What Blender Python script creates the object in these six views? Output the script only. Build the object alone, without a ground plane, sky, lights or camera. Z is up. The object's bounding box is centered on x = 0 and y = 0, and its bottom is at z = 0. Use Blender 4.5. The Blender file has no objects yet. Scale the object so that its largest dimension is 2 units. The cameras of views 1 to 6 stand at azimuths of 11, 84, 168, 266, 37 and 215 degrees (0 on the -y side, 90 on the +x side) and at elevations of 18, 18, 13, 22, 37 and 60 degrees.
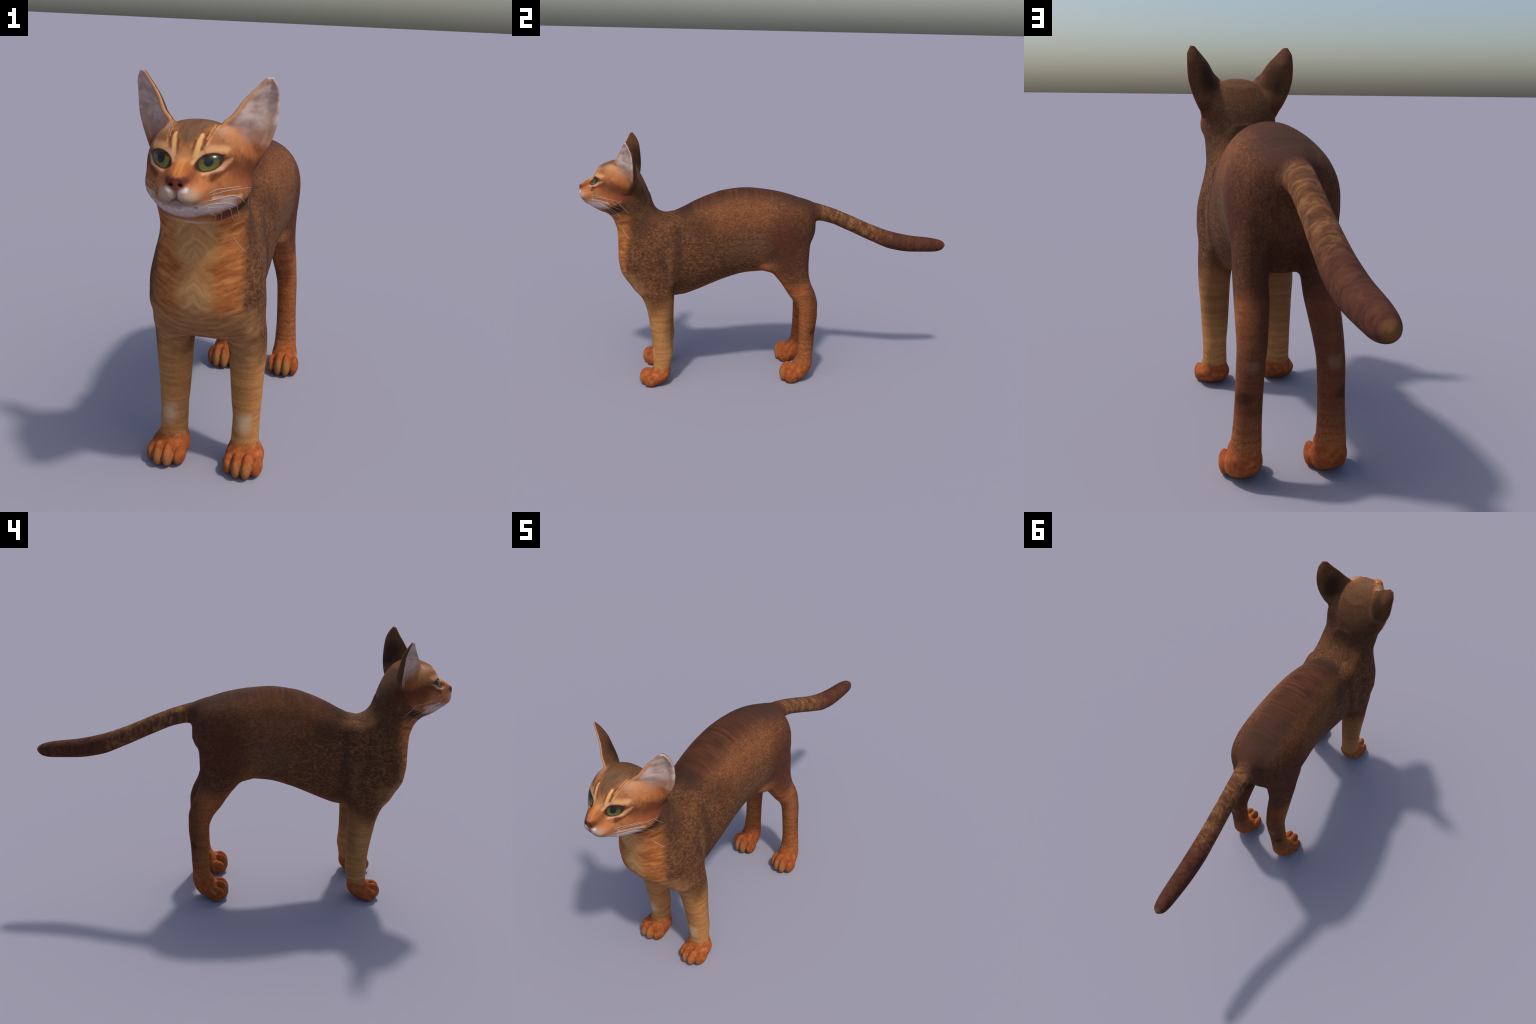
import bpy, bmesh, math, random
import numpy as np
from mathutils import Vector
from mathutils.bvhtree import BVHTree

# ------------------------------------------------------------------ helpers
def spline(t, ts, vs):
    """monotone cubic (Fritsch-Carlson) interpolation through control points"""
    ts = np.asarray(ts, float); vs = np.asarray(vs, float)
    h = np.diff(ts); d = np.diff(vs) / h
    m = np.empty_like(vs)
    m[0] = d[0]; m[-1] = d[-1]
    for i in range(1, len(ts) - 1):
        if d[i-1] * d[i] <= 0: m[i] = 0
        else:
            w1 = 2*h[i] + h[i-1]; w2 = h[i] + 2*h[i-1]
            m[i] = (w1 + w2) / (w1/d[i-1] + w2/d[i])
    t = np.clip(t, ts[0], ts[-1])
    i = np.clip(np.searchsorted(ts, t) - 1, 0, len(ts) - 2)
    s = (t - ts[i]) / h[i]
    return ((1+2*s)*(1-s)**2*vs[i] + s*(1-s)**2*h[i]*m[i]
            + s*s*(3-2*s)*vs[i+1] + s*s*(s-1)*h[i]*m[i+1])

def smin(a, b, k):
    h = np.clip(0.5 + 0.5*(b-a)/k, 0, 1)
    return b + (a-b)*h - k*h*(1-h)

def smax(a, b, k):
    return -smin(-a, -b, k)

# rectilinear sampling grid, right half of the animal (x >= 0), finer round head and paws
def axis(*runs):
    out = [runs[0][0]]
    for a, b, step in runs:
        n = max(1, int(round((b-a)/step)))
        out += list(a + (b-a)*(np.arange(n)+1)/n)
    return np.array(out)
GX = axis((-0.006, 0.240, 0.003))
GY = axis((-1.014, -0.640, 0.0027), (-0.640, 0.270, 0.0045), (0.270, 1.01, 0.006))
GZ = axis((-0.008, 0.130, 0.0034), (0.130, 0.880, 0.0045), (0.880, 1.346, 0.0027))
FIELD = np.full((len(GX), len(GY), len(GZ)), 0.4, np.float32)

def box(lo, hi, pad=0.07):
    sl = []
    for g, a, b in zip((GX, GY, GZ), lo, hi):
        i0 = max(0, np.searchsorted(g, a-pad)); i1 = min(len(g), np.searchsorted(g, b+pad)+1)
        sl.append(slice(i0, i1))
    X = GX[sl[0]][:, None, None]; Y = GY[sl[1]][None, :, None]; Z = GZ[sl[2]][None, None, :]
    return tuple(sl), X, Y, Z

def add(fn, lo, hi, k):
    sl, X, Y, Z = box(lo, hi)
    d = fn(X, Y, Z).astype(np.float32)
    FIELD[sl] = smin(FIELD[sl], np.broadcast_to(d, FIELD[sl].shape), k)

def carve(fn, lo, hi, k):
    sl, X, Y, Z = box(lo, hi)
    d = fn(X, Y, Z).astype(np.float32)
    FIELD[sl] = smax(FIELD[sl], -np.broadcast_to(d, FIELD[sl].shape), k)

def section(du, dv, a, b, n):
    rho = ((np.abs(du)/a)**n + (np.abs(dv)/b)**n)**(1/n) + 1e-6
    r = np.sqrt(du*du + dv*dv) + 1e-6
    return np.where(rho < 0.12, -np.minimum(a, b)*(1-rho), (rho-1)*r/rho)

def capped(d, t, t0, t1):
    e = np.maximum(np.maximum(t0-t, t-t1), 0)
    return np.where(e > 0, np.sqrt(np.maximum(d, 0)**2 + e*e), d)

def loft_y(rows, n=2.2, n_low=None, x0=0.0):
    """sections across y: (y, z_top, z_bottom, half_width[, widest level 0..1])"""
    R = np.array(rows, float)
    def f(X, Y, Z):
        T = spline(Y, R[:, 0], R[:, 1]); B = spline(Y, R[:, 0], R[:, 2]); W = spline(Y, R[:, 0], R[:, 3])
        lev = spline(Y, R[:, 0], R[:, 4]) if R.shape[1] > 4 else 0.5
        C = B + (T-B)*lev
        d = section(X-x0, Z-C, W, T-C, n)
        low = section(X-x0, Z-C, W, C-B, n_low or n)
        return capped(np.where(Z > C, d, low), Y, R[0, 0], R[-1, 0])
    lo = (x0-R[:, 3].max(), R[0, 0], R[:, 2].min()); hi = (x0+R[:, 3].max(), R[-1, 0], R[:, 1].max())
    return f, lo, hi

def loft_z(rows, n=2.2):
    """sections across z: (z, y_front, y_back, x_inner, x_outer)"""
    R = np.array(rows, float)
    def f(X, Y, Z):
        F, K, I, O = [spline(Z, R[:, 0], R[:, c]) for c in (1, 2, 3, 4)]
        m = n(Z) if callable(n) else n
        return capped(section(X-(I+O)/2, Y-(F+K)/2, (O-I)/2, (K-F)/2, m), Z, R[0, 0], R[-1, 0])
    lo = (R[:, 3].min(), R[:, 1].min(), R[0, 0]); hi = (R[:, 4].max(), R[:, 2].max(), R[-1, 0])
    return f, lo, hi

def blob(c, r, tilt=0.0, yaw=0.0, pitch=0.0):
    """ellipsoid; tilt turns it in the x-z plane, yaw in x-y, pitch in y-z (radians)"""
    c = np.array(c); r = np.array(r)
    def f(X, Y, Z):
        x, y, z = X-c[0], Y-c[1], Z-c[2]
        x, z = x*math.cos(tilt)+z*math.sin(tilt), -x*math.sin(tilt)+z*math.cos(tilt)
        x, y = x*math.cos(yaw)+y*math.sin(yaw), -x*math.sin(yaw)+y*math.cos(yaw)
        y, z = y*math.cos(pitch)+z*math.sin(pitch), -y*math.sin(pitch)+z*math.cos(pitch)
        k0 = np.sqrt((x/r[0])**2+(y/r[1])**2+(z/r[2])**2)+1e-6
        k1 = np.sqrt((x/r[0]**2)**2+(y/r[1]**2)**2+(z/r[2]**2)**2)+1e-6
        return k0*(k0-1)/k1
    m = r.max()
    return f, c-m, c+m

# ------------------------------------------------------------------ body
def build_field():
    # trunk: shoulders to rump
    add(*loft_y([(-0.66, 0.925, 0.550, 0.140, .50), (-0.60, 0.935, 0.535, 0.158, .48), (-0.54, 0.937, 0.474, 0.160, .48),
                 (-0.48, 0.959, 0.479, 0.156, .49), (-0.40, 1.000, 0.505, 0.157, .51), (-0.32, 1.034, 0.539, 0.158, .53),
                 (-0.24, 1.058, 0.571, 0.156, .55), (-0.13, 1.070, 0.602, 0.158, .56), (-0.02, 1.060, 0.612, 0.165, .56),
                 (0.08, 1.040, 0.625, 0.169, .54), (0.15, 1.018, 0.720, 0.155, .46), (0.20, 0.998, 0.755, 0.131, .44),
                 (0.230, 0.980, 0.775, 0.095, .46), (0.247, 0.945, 0.810, 0.055, .5)], 2.13, 2.15), k=0.02)
    # shoulder blades
    add(*blob((0.088, -0.515, 0.858), (0.050, 0.075, 0.066)), k=0.025)
    # chest and neck, one column of horizontal sections
    add(*loft_z([(0.505, -0.685, -0.55, -0.12, 0.12), (0.54, -0.733, -0.52, -0.160, 0.160), (0.58, -0.773, -0.50, -0.174, 0.174),
                 (0.64, -0.807, -0.50, -0.185, 0.185), (0.70, -0.815, -0.50, -0.183, 0.183), (0.78, -0.813, -0.50, -0.168, 0.168),
                 (0.85, -0.816, -0.51, -0.149, 0.149), (0.90, -0.830, -0.54, -0.140, 0.140), (0.95, -0.842, -0.604, -0.138, 0.138),
                 (1.00, -0.825, -0.634, -0.133, 0.133), (1.06, -0.80, -0.655, -0.122, 0.122), (1.12, -0.78, -0.684, -0.098, 0.098), (1.17, -0.77, -0.71, -0.05, 0.05)], lambda Z: 2.2 + 0.7*np.clip((0.66-Z)/0.12, 0, 1)), k=0.028)
    # hind leg
    add(*loft_z([(0.0, 0.110, 0.165, 0.098, 0.172), (0.036, 0.105, 0.214, 0.082, 0.190), (0.07, 0.120, 0.234, 0.080, 0.188), (0.105, 0.140, 0.243, 0.085, 0.180), (0.14, 0.157, 0.243, 0.086, 0.177), (0.20, 0.163, 0.247, 0.087, 0.171),
                 (0.28, 0.165, 0.252, 0.085, 0.166), (0.39, 0.162, 0.263, 0.079, 0.162), (0.44, 0.146, 0.263, 0.072, 0.159),
                 (0.50, 0.104, 0.250, 0.064, 0.158), (0.57, 0.058, 0.221, 0.055, 0.157), (0.62, 0.020, 0.210, 0.054, 0.156), (0.67, 0.004, 0.208, 0.050, 0.156),
                 (0.73, 0.01, 0.210, 0.044, 0.157), (0.82, 0.02, 0.215, 0.030, 0.146), (0.90, 0.03, 0.170, 0.02, 0.106)], 2.2), k=0.030)
    # web of skin between belly and thigh
    add(*blob((0.090, 0.006, 0.653), (0.045, 0.060, 0.024)), k=0.03)
    # foreleg
    add(*loft_z([(0.0, -0.665, -0.610, 0.092, 0.178), (0.015, -0.672, -0.580, 0.076, 0.192), (0.050, -0.668, -0.550, 0.068, 0.201), (0.095, -0.640, -0.545, 0.081, 0.177), (0.126, -0.637, -0.540, 0.082, 0.175),
                 (0.18, -0.637, -0.530, 0.083, 0.175), (0.247, -0.639, -0.533, 0.077, 0.178), (0.354, -0.651, -0.530, 0.070, 0.183),
                 (0.444, -0.666, -0.524, 0.064, 0.188), (0.50, -0.688, -0.521, 0.052, 0.187), (0.56, -0.735, -0.515, 0.030, 0.182),
                 (0.64, -0.74, -0.51, 0.01, 0.172), (0.74, -0.68, -0.52, 0.00, 0.145)], 2.2), k=0.018)
    # tail
    tail = [(0.18, 1.00, 0.905, 0.050), (0.25, 0.987, 0.895, 0.048), (0.33, 0.963, 0.878, 0.042), (0.44, 0.919, 0.832, 0.040), (0.57, 0.862, 0.772, 0.042),
            (0.69, 0.820, 0.724, 0.044), (0.80, 0.796, 0.707, 0.042), (0.93, 0.780, 0.705, 0.035), (0.972, 0.769, 0.712, 0.028),
            (0.99, 0.759, 0.725, 0.018), (0.9985, 0.748, 0.736, 0.006)]
    add(*loft_y(tail, 2.1), k=0.03)
    # head: brain case, face and muzzle in one loft across y
    add(*loft_y([(-0.997, 1.088, 1.034, 0.024, .4), (-0.984, 1.096, 1.012, 0.041, .4), (-0.96, 1.113, 0.990, 0.058, .4), (-0.932, 1.128, 0.972, 0.080, .42),
                 (-0.912, 1.163, 0.961, 0.098, .46), (-0.892, 1.186, 0.951, 0.112, .48), (-0.866, 1.200, 0.942, 0.126, .50), (-0.815, 1.215, 0.924, 0.143, .50),
                 (-0.77, 1.212, 0.918, 0.146, .48), (-0.72, 1.185, 0.915, 0.138, .48), (-0.69, 1.142, 0.925, 0.120, .5),
                 (-0.665, 1.085, 0.945, 0.088, .5), (-0.645, 1.035, 0.965, 0.045, .5)], 2.25), k=0.032)
    # cheeks
    add(*blob((0.094, -0.795, 1.028), (0.055, 0.075, 0.052)), k=0.02)
    # bridge of the nose, nose tip, whisker pads, chin
    add(*loft_y([(-0.996, 1.089, 1.045, 0.022), (-0.97, 1.107, 1.04, 0.028), (-0.93, 1.129, 1.06, 0.028), (-0.90, 1.163, 1.07, 0.028)], 2.6), k=0.010)
    add(*blob((0.0, -0.986, 1.074), (0.026, 0.014, 0.018)), k=0.008)
    add(*blob((0.024, -0.962, 1.034), (0.030, 0.033, 0.023)), k=0.018)
    add(*blob((0.0, -0.952, 1.006), (0.034, 0.030, 0.020)), k=0.012)
    # shallow eye sockets
    carve(*blob((0.064, -0.938, 1.1205), (0.038, 0.016, 0.024), tilt=0.30, yaw=0.35), k=0.010)
    # philtrum, mouth line, nostrils
    carve(*blob((0.0, -1.004, 1.036), (0.0035, 0.010, 0.020)), k=0.004)
    carve(*blob((0.018, -1.000, 1.020), (0.022, 0.010, 0.0025), tilt=-0.45), k=0.005)
    carve(*blob((0.012, -1.000, 1.069), (0.006, 0.005, 0.004)), k=0.003)
    # paws: instep and four toes each, the two middle toes foremost
    def paw(y0, h):
        add(*blob((0.138, y0+0.078, 0.042*h), (0.050, 0.048, 0.036*h)), k=0.012)
        for x, dy, rx, ry, rz in ((0.0870, 0.054, .0185, .037, .033), (0.1220, 0.036, .0190, .037, .043),
                                  (0.1560, 0.036, .0190, .037, .043), (0.1870, 0.058, .0180, .037, .034)):
            add(*blob((x, y0+dy, rz*h*0.97), (rx, ry, rz*h), yaw=(0.138-x)*2.0, pitch=-0.25), k=0.005)
    paw(-0.712, 1.0)
    paw(0.065, 1.2)
    # soles stand flat on the ground
    sl, X, Y, Z = box((-0.01, -0.9, 0.0), (0.3, 0.4, 0.01))
    FIELD[sl] = smax(FIELD[sl], np.broadcast_to((-Z).astype(np.float32), FIELD[sl].shape), 0.006)

def ear_sheet():
    """mid-surface of the ear: rows base to tip, each an arc from the front rim over the back to the outer rim"""
    rows = [  # z-ish level: front rim, back bulge, outer rim
        ((0.090, -0.800, 1.120), (0.105, -0.735, 1.095), (0.142, -0.735, 1.085)),
        ((0.080, -0.815, 1.175), (0.110, -0.722, 1.130), (0.168, -0.717, 1.130)),
        ((0.076, -0.810, 1.203), (0.120, -0.716, 1.175), (0.190, -0.710, 1.180)),
        ((0.101, -0.795, 1.231), (0.135, -0.714, 1.213), (0.200, -0.710, 1.220)),
        ((0.125, -0.775, 1.270), (0.153, -0.714, 1.258), (0.203, -0.713, 1.268)),
        ((0.152, -0.758, 1.301), (0.174, -0.722, 1.298), (0.202, -0.723, 1.302)),
        ((0.178, -0.745, 1.330), (0.184, -0.738, 1.330), (0.190, -0.738, 1.331)),
    ]
    R = np.array(rows)
    nt, ns = 40, 24
    tt = np.linspace(0, len(R)-1, nt)
    cols = np.stack([np.stack([spline(tt, np.arange(len(R)), R[:, c, k]) for k in range(3)], 1) for c in range(3)], 1)
    verts = []
    for i in range(nt):
        a, m, b = cols[i]
        ctrl = 2*m - 0.5*(a+b)
        for s in np.linspace(0, 1, ns):
            verts.append((1-s)**2*a + 2*s*(1-s)*ctrl + s*s*b)
    faces = [(i*ns+j, i*ns+j+1, (i+1)*ns+j+1, (i+1)*ns+j) for i in range(nt-1) for j in range(ns-1)]
    n0 = len(verts)
    layers, allf = [], []
    V0 = np.array(verts).reshape(nt, ns, 3)
    chord = V0[:, :1] + (V0[:, -1:]-V0[:, :1])*np.linspace(0, 1, ns)[None, :, None]
    for q, depth in enumerate((1.0, 0.78, 0.56, 0.36, 0.22)):   # thick cartilage: the cup is shallow
        open_side = np.clip((np.linspace(0, 1, ns)-.45)/.3, 0, 1)[None, :, None]   # deepest near the outer rim
        layers.append((chord + (V0-chord)*(depth + (1-depth)*.55*open_side)).reshape(-1, 3))
        allf += [tuple(k+q*n0 for k in f) for f in faces]
    return np.concatenate(layers), allf

def add_ear():
    v, f = ear_sheet()
    tree = BVHTree.FromPolygons([Vector(p) for p in v], f)
    sl, X, Y, Z = box(v.min(0), v.max(0), 0.02)
    sh = (X.shape[0], Y.shape[1], Z.shape[2])
    D = np.full(sh, 0.05, np.float32)
    xs, ys, zs = X.ravel(), Y.ravel(), Z.ravel()
    for i in range(sh[0]):
        for j in range(sh[1]):
            for k in range(sh[2]):
                hit = tree.find_nearest((xs[i], ys[j], zs[k]), 0.03)
                if hit[3] is not None:
                    D[i, j, k] = hit[3]
    FIELD[sl] = smin(FIELD[sl], blob((0.118, -0.756, 1.115), (0.030, 0.038, 0.050), tilt=0.35)[0](X, Y, Z).astype(np.float32), 0.025)
    th = spline(Z, [1.10, 1.20, 1.335], [0.011, 0.0075, 0.0045])
    FIELD[sl] = smin(FIELD[sl], (D-th).astype(np.float32), 0.012)

# ------------------------------------------------------------------ surface nets
def surface(F):
    """dual surface of the zero level of FIELD, half body, vertices on x=0 welded by mirroring"""
    nx, ny, nz = F.shape
    ins = F < 0
    cnt = np.zeros((nx-1, ny-1, nz-1), np.int8)
    for a in (0, 1):
        for b in (0, 1):
            for c in (0, 1):
                cnt += ins[a:nx-1+a, b:ny-1+b, c:nz-1+c]
    act = (cnt > 0) & (cnt < 8)
    I, J, K = np.nonzero(act)
    vid = np.full(act.shape, -1, np.int64); vid[I, J, K] = np.arange(len(I))
    acc = np.zeros((len(I), 3)); n = np.zeros(len(I))
    corners = [(a, b, c) for a in (0, 1) for b in (0, 1) for c in (0, 1)]
    G = (GX, GY, GZ)
    for p in corners:
        for ax in range(3):
            if p[ax] == 1: continue
            q = list(p); q[ax] = 1
            f0 = F[I+p[0], J+p[1], K+p[2]]; f1 = F[I+q[0], J+q[1], K+q[2]]
            m = (f0 < 0) != (f1 < 0)
            t = np.where(m, f0/np.where(m, f0-f1, 1), 0)
            P = np.stack([GX[I+p[0]], GY[J+p[1]], GZ[K+p[2]]], 1).astype(float)
            Q = np.stack([GX[I+q[0]], GY[J+q[1]], GZ[K+q[2]]], 1)
            acc[m] += (P+(Q-P)*t[:, None])[m]; n[m] += 1
    V = acc/n[:, None]
    quads = []
    for ax in range(3):
        sl0 = [slice(1, s-1) for s in F.shape]; sl1 = list(sl0)
        sl0[ax] = slice(0, F.shape[ax]-1); sl1[ax] = slice(1, F.shape[ax])
        a = ins[tuple(sl0)]; b = ins[tuple(sl1)]
        for flip in (0, 1):
            m = (a & ~b) if not flip else (~a & b)
            idx = np.array(np.nonzero(m)); off = [1, 1, 1]; off[ax] = 0
            i, j, k = idx[0]+off[0], idx[1]+off[1], idx[2]+off[2]
            u, w = [(1, 2), (2, 0), (0, 1)][ax]
            c = []
            for du, dw in ((0, 0), (-1, 0), (-1, -1), (0, -1)):
                o = [i, j, k]; o = [v.copy() for v in o]; o[u] = o[u]+du; o[w] = o[w]+dw
                c.append(vid[o[0], o[1], o[2]])
            q = np.stack(c, 1)
            quads.append(q[:, ::-1] if flip else q)
    return V, np.concatenate(quads)

def mirror(V, Q):
    keep = V[Q].mean(1)[:, 0] > 0
    cell0 = np.searchsorted(GX, 0.0)          # grid plane x = 0 is a sample plane
    Q = Q[keep]
    used = np.unique(Q); re = np.full(len(V), -1); re[used] = np.arange(len(used))
    V = V[used]; Q = re[Q]
    # boundary vertices lie in the first cell beyond x=0: snap onto the plane
    e = np.concatenate([Q[:, [a, (a+1) % 4]] for a in range(4)]); es = np.sort(e, 1)
    key = es[:, 0]*len(V)+es[:, 1]; uk, inv, c = np.unique(key, return_inverse=True, return_counts=True)
    bnd = np.unique(es[c[inv] == 1])
    V[bnd, 0] = 0
    isb = np.zeros(len(V), bool); isb[bnd] = True
    M = np.where(isb, np.arange(len(V)), -1)
    others = np.nonzero(~isb)[0]; M[others] = len(V)+np.arange(len(others))
    V2 = V[others]*[-1, 1, 1]
    return np.concatenate([V, V2]), np.concatenate([Q, M[Q][:, ::-1]])

def relax(V, Q, it, lam, mask=None):
    e = np.concatenate([Q[:, [a, (a+1) % 4]] for a in range(4)]); e = np.unique(np.sort(e, 1), axis=0)
    deg = np.bincount(e.ravel(), minlength=len(V)).astype(float)[:, None]
    def lap(P):
        S = np.stack([np.bincount(e[:, 0], P[e[:, 1], k], len(V))+np.bincount(e[:, 1], P[e[:, 0], k], len(V)) for k in range(3)], 1)
        return S/deg-P
    for _ in range(it):
        V = V + lam*lap(V)*(1 if mask is None else mask)
        V = V - lam*1.03*lap(V)*(1 if mask is None else mask)
    return V

def soften(V, Q, it=24):
    """melt the joins of neck, withers and tail root into one skin"""
    m = np.zeros(len(V))
    for c, r in (((0, -.66, 1.07), .10), ((0, -.70, 1.15), .07), ((0, -.53, .93), .12), ((0, .25, .94), .09), ((.10, .0, .63), .07), ((-.10, .0, .63), .07)):
        d = np.linalg.norm((V-np.array(c))/r, axis=1)
        m = np.maximum(m, np.clip(1.3-d, 0, 1))
    m[(np.abs(V[:, 0])*.338 + V[:, 1]*.09 + V[:, 2]*.937) > 1.07] = 0
    e = np.concatenate([Q[:, [a, (a+1) % 4]] for a in range(4)]); e = np.unique(np.sort(e, 1), axis=0)
    deg = np.bincount(e.ravel(), minlength=len(V)).astype(float)[:, None]
    for _ in range(it):
        S = np.stack([np.bincount(e[:, 0], V[e[:, 1], k], len(V))+np.bincount(e[:, 1], V[e[:, 0], k], len(V)) for k in range(3)], 1)
        V = V + .6*m[:, None]*(S/deg-V)
    return V

# ------------------------------------------------------------------ shader expressions
class Sock:
    """a shader value that can be written as arithmetic"""
    def __init__(s, g, out): s.g, s.out = g, out
    def __add__(a, b): return a.g.math('ADD', a, b)
    def __sub__(a, b): return a.g.math('SUBTRACT', a, b)
    def __mul__(a, b): return a.g.math('MULTIPLY', a, b)
    __radd__ = __add__
    __rmul__ = __mul__
    def __rsub__(a, b): return a.g.math('SUBTRACT', b, a)

class Graph:
    def __init__(g, name, rough=0.9, spec=0.12):
        g.mat = bpy.data.materials.new(name); g.mat.use_nodes = True
        g.nt = g.mat.node_tree; g.n = g.nt.nodes
        g.bsdf = g.n['Principled BSDF']
        g.bsdf.inputs['Roughness'].default_value = rough
        g.bsdf.inputs['Specular IOR Level'].default_value = spec
        tc = g.n.new('ShaderNodeTexCoord')
        g.P = Sock(g, tc.outputs['Object'])
        g.x, g.y, g.z = g.split(g.P)
        g.ax = g.math('ABSOLUTE', g.x)
    def link(g, v, sock):
        if isinstance(v, Sock): g.nt.links.new(v.out, sock)
        elif isinstance(v, tuple) and sock.type == 'RGBA': sock.default_value = (*v[:3], 1)
        else: sock.default_value = v
    def math(g, op, a, b=None, clamp=False):
        n = g.n.new('ShaderNodeMath'); n.operation = op; n.use_clamp = clamp
        g.link(a, n.inputs[0])
        if b is not None: g.link(b, n.inputs[1])
        return Sock(g, n.outputs[0])
    def vec(g, op, a, b=None, scale=None):
        n = g.n.new('ShaderNodeVectorMath'); n.operation = op
        g.link(a, n.inputs[0])
        if b is not None: g.link(b, n.inputs[1])
        if scale is not None: g.link(scale, n.inputs['Scale'])
        return Sock(g, n.outputs['Value' if op in ('LENGTH', 'DOT_PRODUCT', 'DISTANCE') else 'Vector'])
    def split(g, v):
        n = g.n.new('ShaderNodeSeparateXYZ'); g.link(v, n.inputs[0])
        return [Sock(g, o) for o in n.outputs]
    def join(g, x, y, z):
        n = g.n.new('ShaderNodeCombineXYZ')
        for v, s in zip((x, y, z), n.inputs): g.link(v, s)
        return Sock(g, n.outputs[0])
    def step(g, v, a, b):
        """smooth ramp, 0 at a and 1 at b (a may be larger than b)"""
        n = g.n.new('ShaderNodeMapRange'); n.interpolation_type = 'SMOOTHSTEP'
        inv = a > b
        if inv: a, b = b, a
        g.link(v, n.inputs[0]); n.inputs[1].default_value = a; n.inputs[2].default_value = b
        n.inputs[3].default_value = 1.0 if inv else 0.0; n.inputs[4].default_value = 0.0 if inv else 1.0
        return Sock(g, n.outputs[0])
    def noise(g, scale, detail=2.0, rough=0.5, stretch=(1, 1, 1), vec=None, color=False, distort=0.0):
        n = g.n.new('ShaderNodeTexNoise')
        v = vec if vec is not None else g.P
        if stretch != (1, 1, 1): v = g.vec('MULTIPLY', v, stretch)
        g.link(v, n.inputs['Vector']); n.inputs['Scale'].default_value = scale
        n.inputs['Detail'].default_value = detail; n.inputs['Roughness'].default_value = rough
        n.inputs['Distortion'].default_value = distort
        return Sock(g, n.outputs['Color' if color else 'Fac'])
    def mix(g, f, a, b, mode='MIX'):
        n = g.n.new('ShaderNodeMix'); n.data_type = 'RGBA'; n.blend_type = mode
        g.link(f, n.inputs[0]); g.link(a, n.inputs[6]); g.link(b, n.inputs[7])
        return Sock(g, n.outputs[2])
    def ramp(g, v, *stops):
        n = g.n.new('ShaderNodeValToRGB'); g.link(v, n.inputs[0])
        e = n.color_ramp.elements
        while len(e) < len(stops): e.new(0.5)
        for el, (p, c) in zip(e, stops): el.position = p; el.color = (*c, 1)
        return Sock(g, n.outputs[0])
    def warp(g, amount, scale):
        """mirrored coordinates with fur-like wobble"""
        w = g.vec('SCALE', g.vec('SUBTRACT', g.noise(scale, 3, color=True), (.5, .5, .5)), scale=amount)
        return g.vec('ADD', g.join(g.ax, g.y, g.z), w)
    def spot(g, Q, c, r, soft=0.4):
        """ellipsoid patch: 1 in the middle, 0 outside"""
        d = g.vec('LENGTH', g.vec('MULTIPLY', g.vec('SUBTRACT', Q, c), tuple(1/k for k in r)))
        return g.step(d, 1+soft, 1-soft)
    def streak(g, Q, a, b, w0, w1, soft=0.5):
        """tapered brush stroke from a to b, half widths w0 to w1"""
        ab = tuple(q-p for p, q in zip(a, b)); L2 = sum(k*k for k in ab)
        pa = g.vec('SUBTRACT', Q, a)
        t = g.math('MULTIPLY', g.vec('DOT_PRODUCT', pa, ab), 1/L2, clamp=True)
        d = g.vec('LENGTH', g.vec('SUBTRACT', pa, g.vec('SCALE', ab, scale=t)))
        d = g.math('DIVIDE', d, t*(w1-w0)+w0)
        return g.step(d, 1+soft, 1-soft)
    def bump(g, h, strength, dist):
        n = g.n.new('ShaderNodeBump'); n.inputs['Strength'].default_value = strength; n.inputs['Distance'].default_value = dist
        g.link(h, n.inputs['Height']); g.nt.links.new(n.outputs[0], g.bsdf.inputs['Normal'])
    def done(g, col, grade=None):
        if grade: col = g.mix(1.0, col, grade, 'MULTIPLY')
        g.link(col, g.bsdf.inputs['Base Color'])
        return g.mat

COAT_GRADE = (0.84, 0.73, 0.64)   # overall warmth of the hair
FACE_GRADE = (0.92, 0.80, 0.72)
DARK = (0.054, 0.025, 0.016); MID = (0.122, 0.055, 0.026); LIGHT = (0.245, 0.130, 0.062)
RUST = (0.215, 0.085, 0.033); HIP = (0.072, 0.027, 0.018); SADDLE = (0.058, 0.036, 0.030)
ORANGE = (0.43, 0.165, 0.055); PAW = (0.46, 0.125, 0.032); TAN = (0.44, 0.235, 0.095); CREAM = (0.70, 0.44, 0.23)

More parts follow.
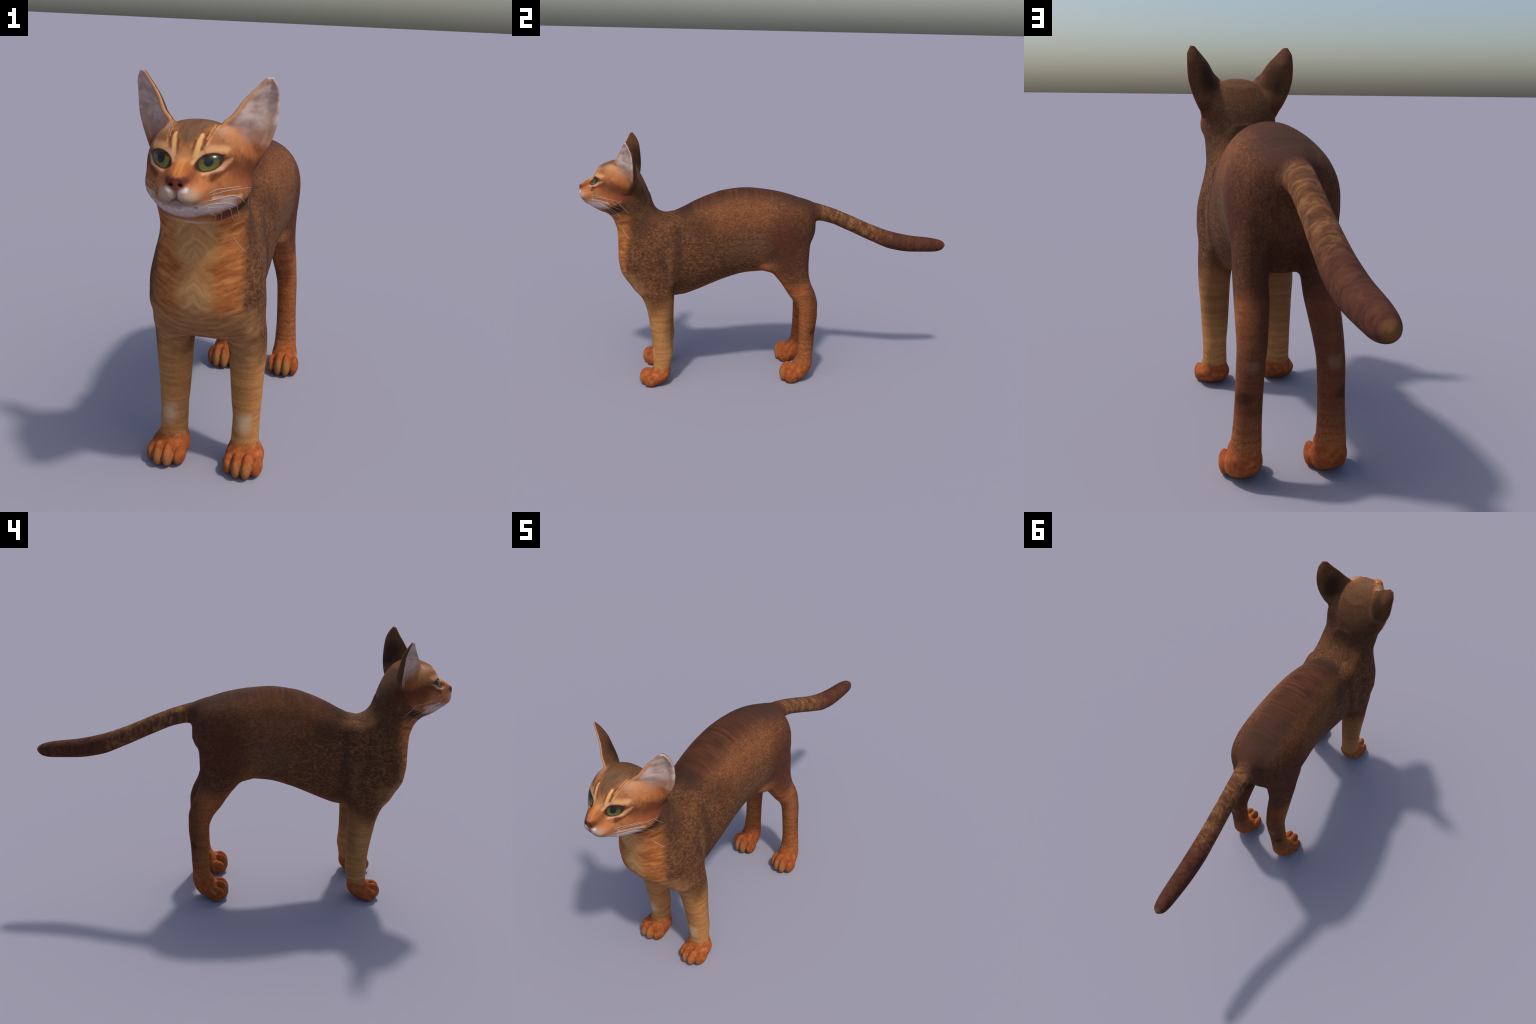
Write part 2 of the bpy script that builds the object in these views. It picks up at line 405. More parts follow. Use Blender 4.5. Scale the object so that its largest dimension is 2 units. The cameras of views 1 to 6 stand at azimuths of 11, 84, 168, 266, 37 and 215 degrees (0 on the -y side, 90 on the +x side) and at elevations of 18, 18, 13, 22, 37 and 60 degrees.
def coat(g):
    """ticked body coat; returns colour and the wobbling coordinates used for its borders"""
    Q = g.warp(0.035, 22)
    qx, qy, qz = g.split(Q)
    # ticking: short hairs, banded dark and light
    hair = g.noise(165, 3, .6, stretch=(1, .42, .75))
    clump = g.noise(38, 2, .5, stretch=(1, .6, 1))
    tick = g.math('ADD', hair*0.75, clump*0.25)
    c = g.ramp(tick, (.32, DARK), (.50, MID), (.69, LIGHT))
    # rusty glow on the upper flank, greyer low on the ribs
    c = g.mix(g.spot(Q, (.13, -.17, .97), (.12, .24, .10), .6)*0.55, c, g.mix(tick, HIP, (.42, .18, .075)))
    c = g.mix(g.spot(Q, (.15, -.08, .76), (.10, .17, .09), .6)*0.30, c, (.17, .11, .07))
    # dark red hip and grey-brown shoulder bands
    c = g.mix(g.spot(Q, (.16, .075, .80), (.20, .085, .18), .6)*0.75, c, g.mix(tick, (.045, .016, .013), (.135, .044, .026)))
    c = g.mix(g.spot(Q, (.15, -.39, .90), (.10, .075, .055), .6)*0.5, c, (.06, .028, .02))
    c = g.mix(g.streak(Q, (.15, -.485, .88), (.15, -.495, .54), .018, .032, .9)*0.58, c, (.048, .028, .019))
    c = g.mix(g.streak(Q, (.18, -.60, .78), (.18, -.515, .56), .018, .020, .7)*0.45, c, (.055, .03, .02))
    c = g.mix(g.streak(Q, (.17, -.545, .74), (.17, -.53, .58), .016, .018, .7)*0.35, c, (.24, .13, .07))
    # saddle along the spine: crossbands copy texture stretching, darker and greyer to the rump
    band_noise = g.noise(42, 3, .55, stretch=(.16, 1.5, .2), distort=.3)
    sad = g.ramp(band_noise, (.32, (.050, .022, .016)), (.5, (.084, .034, .020)), (.70, (.112, .046, .023)))
    sad = g.mix(g.step(qy, -.12, .16), sad, g.mix(0.72, sad, SADDLE))
    top = g.step(qx, .135, .045)*g.step(qz, .915, .985)*g.step(qy, .275, .235)*g.step(qy, -.56, -.45)
    c = g.mix(top*0.95, c, sad)
    # rump and backs of the thighs: deep liver red
    rear = g.spot(Q, (.09, .24, .78), (.20, .13, .27), .5)
    c = g.mix(rear*0.6, c, g.mix(tick, (.035, .014, .011), (.135, .052, .032)))
    c = g.mix(g.spot(Q, (.0, -.455, .96), (.085, .05, .05), .7)*0.75, c, (.036, .024, .019))
    # neck: dark, fox-red above the withers
    neck = g.step(g.z - g.y*0.45, 1.155, 1.215)*g.step(qy, -.40, -.52)
    c = g.mix(neck*0.66, c, g.mix(tick, (.022, .013, .010), (.16, .082, .045)))
    c = g.mix(g.streak(Q, (.075, -.64, .955), (.15, -.55, .895), .022, .03, .8)*0.28, c, (.22, .09, .042))
    # belly line: plain fox-red hair
    line = g.step(g.z - g.math('MINIMUM', (g.y+.52)*0.34+.475, .625), .055, .005)*g.step(qx, .145, .09)*g.step(qy, -.50, -.42)*g.step(qy, .12, .04)
    c = g.mix(line*0.75, c, g.mix(hair, (.15, .055, .03), (.30, .125, .06)))
    return c, Q, tick, hair

def chest(g, c, Q, hair):
    """orange breast with a pale herringbone middle"""
    qx, qy, qz = g.split(Q)
    band_noise = g.noise(34, 3, .55, vec=g.join(qx*0.7, qy*0.7, g.z - g.ax*0.30), stretch=(.7, .7, 1.7), distort=.4)
    side = g.ramp(band_noise, (.30, (.25, .085, .028)), (.5, (.46, .172, .052)), (.70, (.62, .285, .10)))
    front = g.step(qy, -.705, -.765)*g.step(qz, .585, .665)*g.step(qx, .162, .108)*g.step(g.z, .985, .93)
    c = g.mix(front*0.95, c, side)
    vee = g.noise(30, 4, .6, vec=g.join(qx*0.5, qy*0.3, qz + qx*1.1), stretch=(1, 1, 1.5), distort=.5)
    mid = g.ramp(vee, (.30, (.42, .235, .095)), (.5, (.56, .335, .145)), (.72, (.68, .45, .22)))
    w = g.math('MAXIMUM', g.spot(Q, (0, -.82, .88), (.068, .12, .10), .45), g.spot(Q, (0, -.81, .70), (.050, .12, .12), .5))
    c = g.mix(w*front*0.9, c, mid)
    # brown yoke over the forelegs
    low = g.step(qy, -.60, -.67)*g.step(qz, .67, .60)*g.step(g.z, .38, .42)*g.step(qx, .195, .15)
    c = g.mix(low*0.8, c, g.ramp(band_noise, (.32, (.29, .145, .060)), (.68, (.58, .315, .145))))
    return c

def legs(g, c, Q, tick, hair):
    qx, qy, qz = g.split(Q)
    ring = g.noise(26, 3, .5, stretch=(.25, .25, 2.6))
    # hind leg: fox-red shank, dark back edge
    slope = g.z + g.math('MULTIPLY', g.math('MAXIMUM', g.y - .11, 0), -.35) + g.math('MULTIPLY', g.math('MINIMUM', g.y - .11, 0), 1.15)
    wob = (tick - .5)*0.10
    hind = g.step(slope + wob, .600, .500)*g.step(g.y, -.10, -.02)*g.math('ADD', g.step(g.z, .68, .55)*0.6, .4)
    shank = g.ramp(g.math('ADD', hair*0.6, ring*0.4), (.32, (.19, .060, .022)), (.5, (.34, .122, .044)), (.68, (.46, .195, .078)))
    c = g.mix(hind*0.93, c, shank)
    heel = g.step(g.y, .165, .245)*g.step(g.z, .10, .28)*g.step(g.z, .74, .62)
    c = g.mix(heel*0.72, c, (.085, .033, .020))
    c = g.mix(g.spot(Q, (.155, .244, .30), (.030, .022, .022), .5)*0.7, c, (.045, .018, .013))
    inner = g.step(qx, .115, .085)*g.step(g.z, .33, .50)*g.step(g.y, .07, .15)*g.step(g.z, .80, .62)
    c = g.mix(g.spot(Q, (.12, .266, .40), (.022, .02, .016), .7)*0.45, c, (.26, .17, .13))
    c = g.mix(g.streak(Q, (.196, .125, .0), (.190, .150, .060), .008, .006, .7)*0.75, c, (.05, .02, .014))
    c = g.mix(inner*0.55, c, g.mix(ring, (.04, .017, .012), (.13, .055, .035)))
    # foreleg: sandy with fine rings, pale wrist
    fore = g.step(g.z + wob*2.6 - g.math('MULTIPLY', g.y+.59, .45), .500, .385)*g.step(g.y, -.44, -.48)
    sand = g.ramp(g.math('ADD', hair*0.35, ring*0.65), (.30, (.34, .155, .052)), (.5, (.49, .250, .092)), (.70, (.60, .345, .145)))
    c = g.mix(fore*0.95, c, sand)
    c = g.mix(g.step(g.y, -.600, -.535)*g.step(g.z, .14, .36)*fore*0.62, c, (.16, .078, .038))
    c = g.mix(g.spot(Q, (.130, -.640, .180), (.026, .022, .034), .8)*0.6, c, (.70, .60, .44))
    # paws: bright orange-red, olive toe tips
    foot = g.step(g.z + wob*.5 - g.math('MULTIPLY', g.math('MAXIMUM', g.y+.2, 0), .055), .112, .082)
    pawc = g.ramp(g.noise(45, 2), (.28, (.26, .064, .019)), (.5, (.35, .098, .029)), (.74, (.46, .170, .058)))
    c = g.mix(foot*0.95, c, pawc)
    tip = g.math('MAXIMUM', g.spot(Q, (.140, -.715, .032), (.060, .026, .034), .6), g.spot(Q, (.140, .060, .045), (.055, .026, .045), .6))
    c = g.mix(tip*0.7, c, (.40, .215, .085))
    for x, y in ((.1065, -.690), (.141, -.712), (.1725, -.692), (.1065, .085), (.141, .064), (.1725, .085)):
        c = g.mix(g.streak(Q, (x, y, .0), (x, y+.012, .055), .0045, .003, .7)*0.62, c, (.055, .022, .014))
    return c

def tail_marks(g, c, Q, tick):
    qx, qy, qz = g.split(Q)
    on = g.step(g.y, .24, .30)
    blot = g.noise(26, 4, .62, stretch=(.9, 1.5, .9), distort=.8)
    tl = g.ramp(blot, (.30, (.085, .038, .022)), (.5, (.155, .070, .034)), (.70, (.30, .165, .075)))
    dark = g.ramp(blot, (.34, (.060, .024, .017)), (.66, (.125, .048, .030)))
    tl = g.mix(g.step(qy, .58, .72), tl, dark)
    tl = g.mix(g.step(g.y, .975, 1.0)*0.8, tl, (.24, .125, .05))
    return g.mix(on, c, tl)

def fur_relief(g, hair, strength=0.35):
    g.bump(hair, strength, 0.003)

def body_material():
    g = Graph('ticked_fur')
    c, Q, tick, hair = coat(g)
    c = chest(g, c, Q, hair)
    fur_relief(g, hair)
    return g.done(c, COAT_GRADE)

def leg_material():
    g = Graph('leg_fur')
    c, Q, tick, hair = coat(g)
    c = chest(g, c, Q, hair)
    c = legs(g, c, Q, tick, hair)
    fur_relief(g, hair, .3)
    return g.done(c, COAT_GRADE)

def tail_material():
    g = Graph('tail_fur')
    c, Q, tick, hair = coat(g)
    c = tail_marks(g, c, Q, tick)
    fur_relief(g, hair)
    return g.done(c, COAT_GRADE)

def head_coat(g):
    """face markings laid over the body coat"""
    c, Q, tick, hair = coat(g)
    c = chest(g, c, Q, hair)
    F = g.warp(0.007, 60)
    flat = (1.0, 0.3, 1.0)           # strokes follow the curve of the face: depth counts less
    def stroke(a, b, w0, w1, soft):
        return g.streak(FF, tuple(p*q for p, q in zip(a, flat)), tuple(p*q for p, q in zip(b, flat)), w0, w1, soft)
    FF = g.vec('MULTIPLY', F, flat)
    fx, fy, fz = g.split(F)
    fine = g.noise(120, 3, .6, stretch=(1, .5, .5))
    # crown: warm brown ticking
    c = g.mix(g.step(fz, 1.06, 1.13)*0.55, c, g.mix(tick, (.06, .028, .017), (.32, .165, .085)))
    # face mask in front of the cheek border
    edge = g.y + g.math('MULTIPLY', g.math('MAXIMUM', 1.14 - g.z, 0), .52) + g.math('MULTIPLY', g.math('MAXIMUM', 1.025 - g.z, 0), 1.3)
    face = g.step(edge + (g.noise(40, 2)-.5)*.05, -.700, -.735)*g.step(fz, 1.225, 1.195)
    face = g.math('MULTIPLY', face, g.step(g.y + g.math('MULTIPLY', g.math('MAXIMUM', g.z-1.10, 0), .9), -.67, -.76))
    fur = g.ramp(g.math('ADD', fine*0.4, g.noise(26, 2)*0.6), (.34, (.20, .072, .027)), (.5, (.345, .135, .050)), (.66, (.47, .215, .088)))
    c = g.mix(face, c, fur)
    # redder cheeks, dark temple band and lower cheek stripe
    c = g.mix(g.spot(F, (.13, -.86, 1.060), (.05, .07, .030), .8)*0.7, c, (.46, .165, .062))
    c = g.mix(stroke((.103, -.885, 1.130), (.145, -.770, 1.090), .007, .036, .9)*0.88, c, (.095, .031, .015))
    c = g.mix(stroke((.078, -.925, 1.080), (.122, -.862, 1.112), .009, .007, .7)*0.85, c, (.14, .042, .017))
    c = g.mix(g.spot(F, (.15, -.79, 1.050), (.04, .05, .030), .8)*0.6, c, (.20, .052, .022))
    c = g.mix(g.spot(F, (.120, -.85, 1.165), (.03, .05, .020), .8)*0.5, c, (.40, .20, .09))
    # forehead: grey-brown blaze narrowing to the brow
    blaze = g.step(fx - g.math('MULTIPLY', fz-1.155, .85), .018, -.008)*g.step(fz, 1.146, 1.176)*g.step(g.y, -.76, -.84)
    c = g.mix(blaze*0.9, c, g.mix(g.noise(70, 3, stretch=(1, .25, .25)), (.045, .024, .017), (.26, .155, .09)))
    c = g.mix(g.spot(F, (.075, -.86, 1.185), (.035, .06, .022), .7)*0.6, c, g.mix(fine, (.13, .06, .027), (.40, .215, .105)))
    # pale brow strokes with brown strokes between
    c = g.mix(stroke((.031, -.92, 1.138), (.037, -.89, 1.186), .0085, .0045, .6)*0.95, c, (.74, .46, .19))
    c = g.mix(stroke((.019, -.92, 1.140), (.024, -.90, 1.172), .0045, .004, .7)*0.8, c, (.15, .06, .027))
    c = g.mix(stroke((.046, -.913, 1.150), (.050, -.88, 1.186), .0055, .004, .7)*0.85, c, (.14, .055, .025))
    c = g.mix(stroke((.056, -.90, 1.165), (.068, -.82, 1.207), .003, .002, .7)*0.7, c, (.62, .38, .18))
    c = g.mix(stroke((.052, -.89, 1.178), (.058, -.82, 1.210), .002, .002, .7)*0.6, c, (.60, .36, .17))
    c = g.mix(stroke((.060, -.905, 1.153), (.100, -.872, 1.150), .010, .008, .9)*0.8, c, (.64, .39, .20))
    c = g.mix(stroke((.026, -.935, 1.120), (.046, -.915, 1.144), .005, .006, .7)*0.7, c, (.66, .42, .25))
    c = g.mix(stroke((.055, -.93, 1.092), (.094, -.902, 1.104), .005, .006, .8)*0.8, c, (.70, .45, .27))
    c = g.mix(stroke((.098, -.90, 1.110), (.114, -.862, 1.124), .008, .004, .9)*0.62, c, (.66, .41, .24))
    # bridge of the nose
    c = g.mix(g.spot(F, (0, -.935, 1.135), (.026, .03, .022), .6)*0.7, c, (.50, .27, .115))
    c = g.mix(g.spot(F, (0, -.965, 1.105), (.026, .03, .018), .6)*0.8, c, (.44, .145, .038))
    c = g.mix(stroke((.006, -.975, 1.100), (.004, -.94, 1.124), .005, .006, .8)*0.6, c, (.66, .31, .095))
    c = g.mix(stroke((.026, -.988, 1.080), (.026, -.955, 1.092), .009, .010, .7)*0.65, c, (.15, .045, .022))
    c = g.mix(stroke((.034, -.945, 1.108), (.040, -.955, 1.078), .005, .007, .8)*0.7, c, (.17, .055, .022))
    # whisker pads
    c = g.mix(g.spot(F, (.050, -.965, 1.060), (.022, .05, .018), .6)*0.8, c, (.60, .235, .090))
    c = g.mix(g.spot(F, (.062, -.95, 1.040), (.022, .05, .010), .7)*0.45, c, (.34, .13, .05))
    # white round the mouth and on the chin
    c = g.mix(g.spot(F, (.024, -.99, 1.043), (.027, .045, .019), .8)*0.8, c, (.52, .46, .39))
    c = g.mix(g.spot(F, (.021, -1.0, 1.059), (.010, .03, .007), .7)*0.95, c, (.92, .90, .88))
    c = g.mix(g.spot(F, (.046, -.98, 1.034), (.010, .04, .010), .7)*0.4, c, (.55, .36, .2))
    jaw = g.math('MAXIMUM', g.spot(F, (0, -.95, .995), (.060, .075, .030), .4), stroke((.05, -.94, .998), (.112, -.875, 1.002), .020, .016, .7))
    c = g.mix(jaw*0.92, c, g.ramp(fine, (.30, (.50, .45, .44)), (.70, (.68, .63, .63))))
    c = g.mix(stroke((.085, -.925, 1.026), (.135, -.845, 1.020), .006, .006, .8)*0.8, c, (.66, .50, .38))
    c = g.mix(stroke((.060, -.955, 1.014), (.095, -.912, 1.020), .005, .004, .8)*0.75, c, (.47, .21, .07))
    # throat: tan line, pink-white band, dark jaw corners
    c = g.mix(g.spot(F, (0, -.885, .950), (.075, .04, .010), .6)*0.85, c, (.42, .24, .11))
    c = g.mix(g.spot(F, (0, -.845, .930), (.052, .04, .010), .5)*0.85, c, (.58, .46, .39))
    c = g.mix(g.spot(F, (.100, -.835, .955), (.035, .035, .026), .6)*0.75, c, (.10, .030, .016))
    c = g.mix(g.spot(F, (.138, -.800, .985), (.025, .028, .018), .6)*0.8, c, (.035, .019, .015))
    # lips and philtrum
    F = g.warp(0.003, 80)
    FF = g.vec('MULTIPLY', F, flat)
    c = g.mix(stroke((0, -.995, 1.0325), (.047, -.957, 1.0045), .0045, .0022, .6)*0.92, c, (.070, .040, .036))
    c = g.mix(g.spot(F, (0, -.99, 1.018), (.030, .03, .011), .7)*0.75, c, (.26, .19, .18))
    c = g.mix(stroke((.004, -1.0, 1.032), (.003, -1.0, 1.056), .0035, .003, .7)*0.7, c, (.16, .13, .115))
    # nose leather and nostrils
    c = g.mix(g.spot(F, (0, -1.0, 1.072), (.026, .022, .0165), .3)*0.95, c, (.25, .060, .042))
    c = g.mix(g.spot(F, (.018, -.996, 1.083), (.018, .02, .009), .6)*0.8, c, (.075, .022, .017))
    c = g.mix(g.spot(F, (.013, -1.0, 1.071), (.007, .03, .005), .5), c, (.012, .006, .005))
    # dark lids
    lid = g.vec('SUBTRACT', g.join(g.ax, 0.0, g.z), (EYE[0], 0.0, EYE[1]))
    ca, sa = math.cos(EYE_TILT), math.sin(EYE_TILT)
    u = g.vec('DOT_PRODUCT', lid, (ca, 0, sa)); v = g.vec('DOT_PRODUCT', lid, (-sa, 0, ca))
    e = g.math('SQRT', g.math('POWER', g.math('ABSOLUTE', u*(1/.0335)), 2.0) + g.math('POWER', g.math('ABSOLUTE', v*(1/.0220)), 2.0))
    c = g.mix(g.step(e, 1.12, .98)*g.step(g.y, -.86, -.88)*0.9, c, (.030, .014, .010))
    c = g.mix(stroke((.050, -.918, 1.1355), (.100, -.893, 1.137), .0030, .0030, .6)*0.85, c, (.022, .013, .010))
    return c, Q, tick, hair, fine

def ear_layer(g, c, tick):
    """dark furred back and bare pinkish cup of the ear, fading into the head fur"""
    Q = g.warp(0.012, 50)
    up = g.ax*.338 + g.y*.09 + g.z*.937
    geo = g.n.new('ShaderNodeNewGeometry'); N = Sock(g, geo.outputs['Normal'])
    nx, ny, nz = g.split(N); nx = g.math('MULTIPLY', nx, g.math('SIGN', g.x))
    inside = g.step(nx*0.50 - ny*0.84 - nz*0.10, -.02, .16)
    back = g.mix(tick, (.035, .017, .011), (.19, .092, .046))
    back = g.mix(g.spot(Q, (.125, -.715, 1.215), (.035, .05, .065), .6)*0.7, back, (.024, .013, .010))
    back = g.mix(g.step(g.z, 1.312, 1.330)*0.7, back, (.16, .05, .025))
    skin = g.ramp(g.noise(30, 2, stretch=(.8, .8, 1.6)), (.30, (.42, .32, .29)), (.66, (.68, .58, .56)))
    skin = g.mix(g.step(g.z, 1.225, 1.160)*0.75, skin, (.36, .17, .10))
    skin = g.mix(g.streak(Q, (.095, -.790, 1.186), (.125, -.735, 1.168), .006, .010, .8)*0.75, skin, (.10, .040, .028))  # ear canal shading painted as a dark line in the cup
    rim = g.math('MAXIMUM', g.streak(Q, (.070, -.818, 1.198), (.176, -.752, 1.333), .014, .005, .6), g.spot(Q, (.095, -.81, 1.175), (.035, .04, .030), .7))
    skin = g.mix(rim*0.85, skin, (.52, .245, .10))
    skin = g.mix(g.streak(Q, (.160, -.722, 1.12), (.203, -.712, 1.27), .007, .004, .6)*0.75, skin, (.58, .37, .25))
    fox = g.mix(tick, (.17, .055, .02), (.50, .20, .07))
    low = g.spot(Q, (.140, -.750, 1.140), (.05, .045, .030), .6)*inside
    c = g.mix(low*0.8, c, fox)
    c = g.mix(g.step(up, 1.050, 1.082)*g.step(g.ax, .068, .085)*(1.0 - inside), c, back)
    c = g.mix(g.step(up, 1.046, 1.078)*g.step(g.ax, .060, .080)*inside, c, skin)
    return c

def head_material():
    g = Graph('face_fur')
    c, Q, tick, hair, fine = head_coat(g)
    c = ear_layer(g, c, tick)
    fur_relief(g, fine, .2)
    # the coat grade, fading to a lighter one on the face
    return g.done(g.mix(1.0, c, g.mix(g.step(g.y, -.74, -.82), COAT_GRADE, FACE_GRADE), 'MULTIPLY'))

def eye_material():
    g = Graph('green_iris', rough=0.22, spec=0.25)
    d = g.vec('LENGTH', g.join(g.x, 0.0, g.z))
    p = g.vec('LENGTH', g.vec('MULTIPLY', g.vec('SUBTRACT', g.join(g.x, 0.0, g.z), (.0, 0, .004)), (1.0, 1, .82)))
    fib = g.noise(160, 2, stretch=(1, 0, 1))
    iris = g.mix(fib, (.050, .040, .007), (.115, .098, .017))
    iris = g.mix(g.step(g.z, .002, -.016)*0.7, iris, (.175, .160, .036))
    c = g.mix(g.step(p, .0135, .0100), iris, (.008, .009, .014))
    c = g.mix(g.step(d, .0225, .0275), c, (.026, .014, .010))
    c = g.mix(g.step(g.z, .002, .014)*0.92, c, (.012, .011, .008))  # dark top: lashes, plus the upper lid's shade painted on the eye
    return g.done(c)

def plain_material(name, col, rough):
    g = Graph(name, rough)
    n = g.noise(60, 2)
    return g.done(g.mix(n, tuple(k*.85 for k in col), tuple(min(1, k*1.15) for k in col)))
# ------------------------------------------------------------------ assembly
EYE = (0.0660, 1.1205); EYE_TILT = 0.30

def part_ids(C):
    """which anatomical part a point of the skin belongs to"""
    ax = np.abs(C[:, 0]); y = C[:, 1]; z = C[:, 2]
    right = C[:, 0] < 0
    p = np.full(len(C), 'torso', object)
    p[(z > .80 + (y+.82)*.45) & (y < -.50)] = 'neck'
    head = (z > .925 + (y+.86)*.66) & (y < -.60)
    p[head] = 'head'
    p[head & (ax*.338 + y*.09 + z*.937 > 1.076)] = 'ear'
    p[(y < -.978) & (ax < .025) & (z > 1.057) & (z < 1.088)] = 'nose'
    p[(z < .50 + (y+.6)*.1) & (y < -.30)] = 'foreleg'
    p[(z < .60) & (y > -.02) & (ax > .02)] = 'hindleg'
    p[(z < .088) & (y < -.3)] = 'forepaw'
    p[(z < .112) & (y > -.3)] = 'hindpaw'
    p[y > .266] = 'tail'
    side = np.isin(p, ['ear', 'foreleg', 'hindleg', 'forepaw', 'hindpaw'])
    q = np.array([(a + ('-' if r else '+')) if s else a for a, r, s in zip(p, right, side)], object)
    return q

def vertex_normals(V, Q):
    d1 = V[Q[:, 2]]-V[Q[:, 0]]; d2 = V[Q[:, 3]]-V[Q[:, 1]]
    fn = np.cross(d1, d2)
    N = np.zeros_like(V)
    for k in range(4):
        for c in range(3): N[:, c] += np.bincount(Q[:, k], fn[:, c], len(V))
    return N/np.maximum(np.linalg.norm(N, axis=1, keepdims=True), 1e-12)

def make_mesh(name, V, F, mat, N=None):
    me = bpy.data.meshes.new(name)
    me.from_pydata(V.tolist(), [], F.tolist() if hasattr(F, 'tolist') else F)
    me.polygons.foreach_set('use_smooth', [True]*len(me.polygons))
    me.materials.append(mat)
    me.update()
    if N is not None: me.normals_split_custom_set_from_vertices(N.tolist())
    return me

def link(name, me, parent):
    ob = bpy.data.objects.new(name, me)
    bpy.context.scene.collection.objects.link(ob)
    ob.parent = parent
    return ob

def eye_patch(tree, sgn):
    """almond lens laid into the face, slightly domed; origin at its middle"""
    ca, sa = math.cos(EYE_TILT), math.sin(EYE_TILT)
    nr, na = 16, 64
    pts = []
    for i in range(nr+1):
        r = i/nr
        for j in range(na):
            a = 2*math.pi*j/na
            cu, cv = math.cos(a), math.sin(a)
            u = .0320*r*math.copysign(abs(cu)**1.12, cu); v = (.0168 if cv > 0 else .0205)*r*math.copysign(abs(cv)**.92, cv)
            x = EYE[0]+u*ca-v*sa; z = EYE[1]+u*sa+v*ca
            h = tree.ray_cast(Vector((sgn*x, -1.2, z)), Vector((0, 1, 0)))
            pts.append([sgn*x, h[0].y - (.0030*(1-r**2.2) - .0004), z])
    P = np.array(pts)
    mid = P[:na].mean(0)
    # even out the dome: blend surface depth with a tilted plane
    A = np.stack([P[:, 0], P[:, 2], np.ones(len(P))], 1)
    coef = np.linalg.lstsq(A, P[:, 1], rcond=None)[0]
    rr = np.repeat(np.arange(nr+1)/nr, na)
    P[:, 1] = P[:, 1]*rr**2 + (A@coef - .004*(1-rr**2))*(1-rr**2)
    F = [(i*na+j, i*na+(j+1) % na, (i+1)*na+(j+1) % na, (i+1)*na+j) for i in range(nr) for j in range(na)]
    if sgn > 0: F = [f[::-1] for f in F]
    mid = np.array([sgn*EYE[0], P[:na, 1].mean(), EYE[1]])
    return P-mid, F, mid

def strand(tree, pts, r0, sgn, lift=0.0002):
    """whisker: thin tapered tube through points dropped onto the fur"""
    R = np.array(pts, float); R[:, 0] *= sgn
    n = 28
    t = np.linspace(0, len(R)-1, n)
    C = np.stack([spline(t, np.arange(len(R)), R[:, k]) for k in range(3)], 1)
    out = []; nor = []
    for p in C:
        loc, nn, _, _ = tree.find_nearest(Vector(p))
        out.append(np.array(loc)+np.array(nn)*lift); nor.append(np.array(nn))
    C = np.array(out); nor = np.array(nor)
    for _ in range(3): C[1:-1] = (C[:-2]+2*C[1:-1]+C[2:])/4
    T = np.gradient(C, axis=0); T /= np.linalg.norm(T, axis=1, keepdims=True)
    B = np.cross(T, nor); B /= np.linalg.norm(B, axis=1, keepdims=True); M = np.cross(B, T)
    V = []; k = 6
    for i in range(n):
        s = i/(n-1); r = r0*(0.35+0.65*math.sin(math.pi*min(1, .25+s*.75)))
        for j in range(k):
            a = 2*math.pi*j/k
            V.append(C[i]+B[i]*math.cos(a)*r*.85+M[i]*math.sin(a)*r*.6)
    F = [(i*k+j, i*k+(j+1) % k, (i+1)*k+(j+1) % k, (i+1)*k+j) for i in range(n-1) for j in range(k)]
    F += [tuple(range(k))[::-1], tuple((n-1)*k+j for j in range(k))]
    return np.array(V), F

WHISKERS = [  # start on the pad, along the cheek, tip; radius
    ([(.072, -.942, 1.042), (.095, -.915, 1.051), (.123, -.871, 1.049), (.151, -.770, 1.036)], .0013),
    ([(.075, -.940, 1.036), (.110, -.890, 1.043), (.146, -.822, 1.039), (.152, -.775, 1.030)], .0011),
    ([(.070, -.940, 1.022), (.113, -.884, 1.026), (.139, -.844, 1.014), (.141, -.785, .984)], .0016),
    ([(.070, -.935, 1.012), (.105, -.890, 1.006), (.128, -.832, .985), (.123, -.779, .936)], .0016),
    ([(.065, -.930, 1.004), (.095, -.893, .996), (.115, -.845, .972), (.110, -.80, .935)], .0015),
    ([(.152, -.792, 1.028), (.145, -.767, .996), (.136, -.742, .968)], .0012),
    ([(.060, -.925, .990), (.076, -.870, .962), (.060, -.835, .930), (.059, -.822, .900)], .0009),
    ([(.075, -.915, .992), (.090, -.865, .970), (.077, -.829, .941), (.069, -.824, .922)], .0008),
    ([(.105, -.780, .880), (.108, -.777, .873), (.119, -.763, .851), (.138, -.739, .824)], .0014),
]

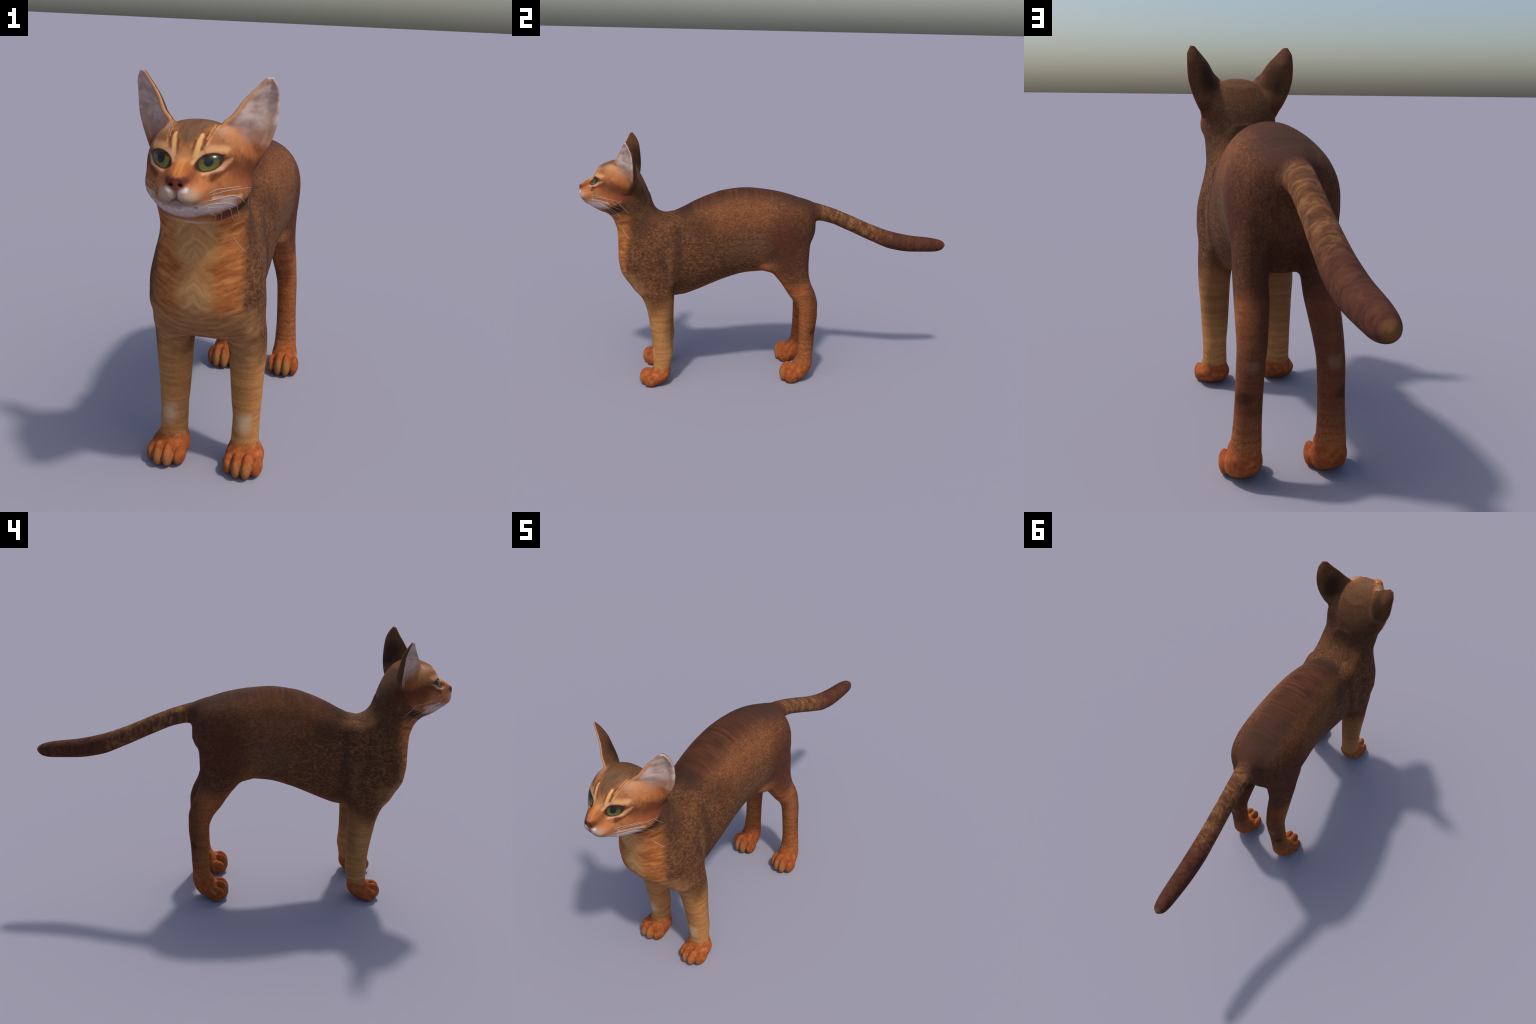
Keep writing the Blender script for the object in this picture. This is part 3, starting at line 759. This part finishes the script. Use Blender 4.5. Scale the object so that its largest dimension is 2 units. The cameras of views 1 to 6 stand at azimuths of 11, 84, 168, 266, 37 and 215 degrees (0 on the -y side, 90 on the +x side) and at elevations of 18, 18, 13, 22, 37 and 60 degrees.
def build():
    build_field(); add_ear()
    V, Q = surface(FIELD - np.float32(0.0007))
    V, Q = mirror(V, Q)
    V = relax(V, Q, 6, .5)
    V = soften(V, Q)
    N = vertex_normals(V, Q)
    tree = BVHTree.FromPolygons([Vector(v) for v in V], Q.tolist())
    root = bpy.data.objects.new('cat', None); bpy.context.scene.collection.objects.link(root)
    root['label'] = 'slender short-haired cat standing, ticked brown coat, orange paws'
    root['category'] = 'cat'
    mats = {'body': body_material(), 'leg': leg_material(), 'tail': tail_material(), 'head': head_material()}
    which = {'torso': 'leg', 'neck': 'body', 'head': 'head', 'nose': 'head', 'ear': 'head', 'foreleg': 'leg', 'hindleg': 'leg', 'forepaw': 'leg', 'hindpaw': 'leg', 'tail': 'tail'}
    ids = part_ids(V[Q].mean(1))
    objs = {}
    for pid in ['torso', 'neck', 'head', 'tail', 'foreleg+', 'foreleg-', 'hindleg+', 'hindleg-', 'ear+', 'ear-', 'nose', 'forepaw+', 'forepaw-', 'hindpaw+', 'hindpaw-']:
        q = Q[ids == pid]
        used = np.unique(q); re = np.full(len(V), -1); re[used] = np.arange(len(used))
        base = pid.rstrip('+-')
        me = make_mesh(base, V[used], re[q], mats[which[base]], N[used])
        par = {'forepaw': 'foreleg', 'hindpaw': 'hindleg'}.get(base)
        parent = objs[par+pid[-1]] if par else (objs['head'] if base in ('ear', 'nose') else root)
        objs[pid] = link({'foreleg': 'foreleg', 'hindleg': 'hind_leg', 'forepaw': 'front_paw', 'hindpaw': 'hind_paw'}.get(base, base), me, parent)
    iris = eye_material()
    for sgn in (1, -1):
        P, F, mid = eye_patch(tree, sgn)
        ob = link('eye', make_mesh('eye', P, F, iris), objs['head']); ob.location = mid
    hairm = plain_material('whisker_hair', (.44, .34, .29), .8)
    for sgn in (1, -1):
        for pts, r in WHISKERS:
            P, F = strand(tree, pts, r, sgn)
            if sgn < 0: F = [f[::-1] for f in F]
            link('whisker', make_mesh('whisker', P, F, hairm), objs['head'])

build()
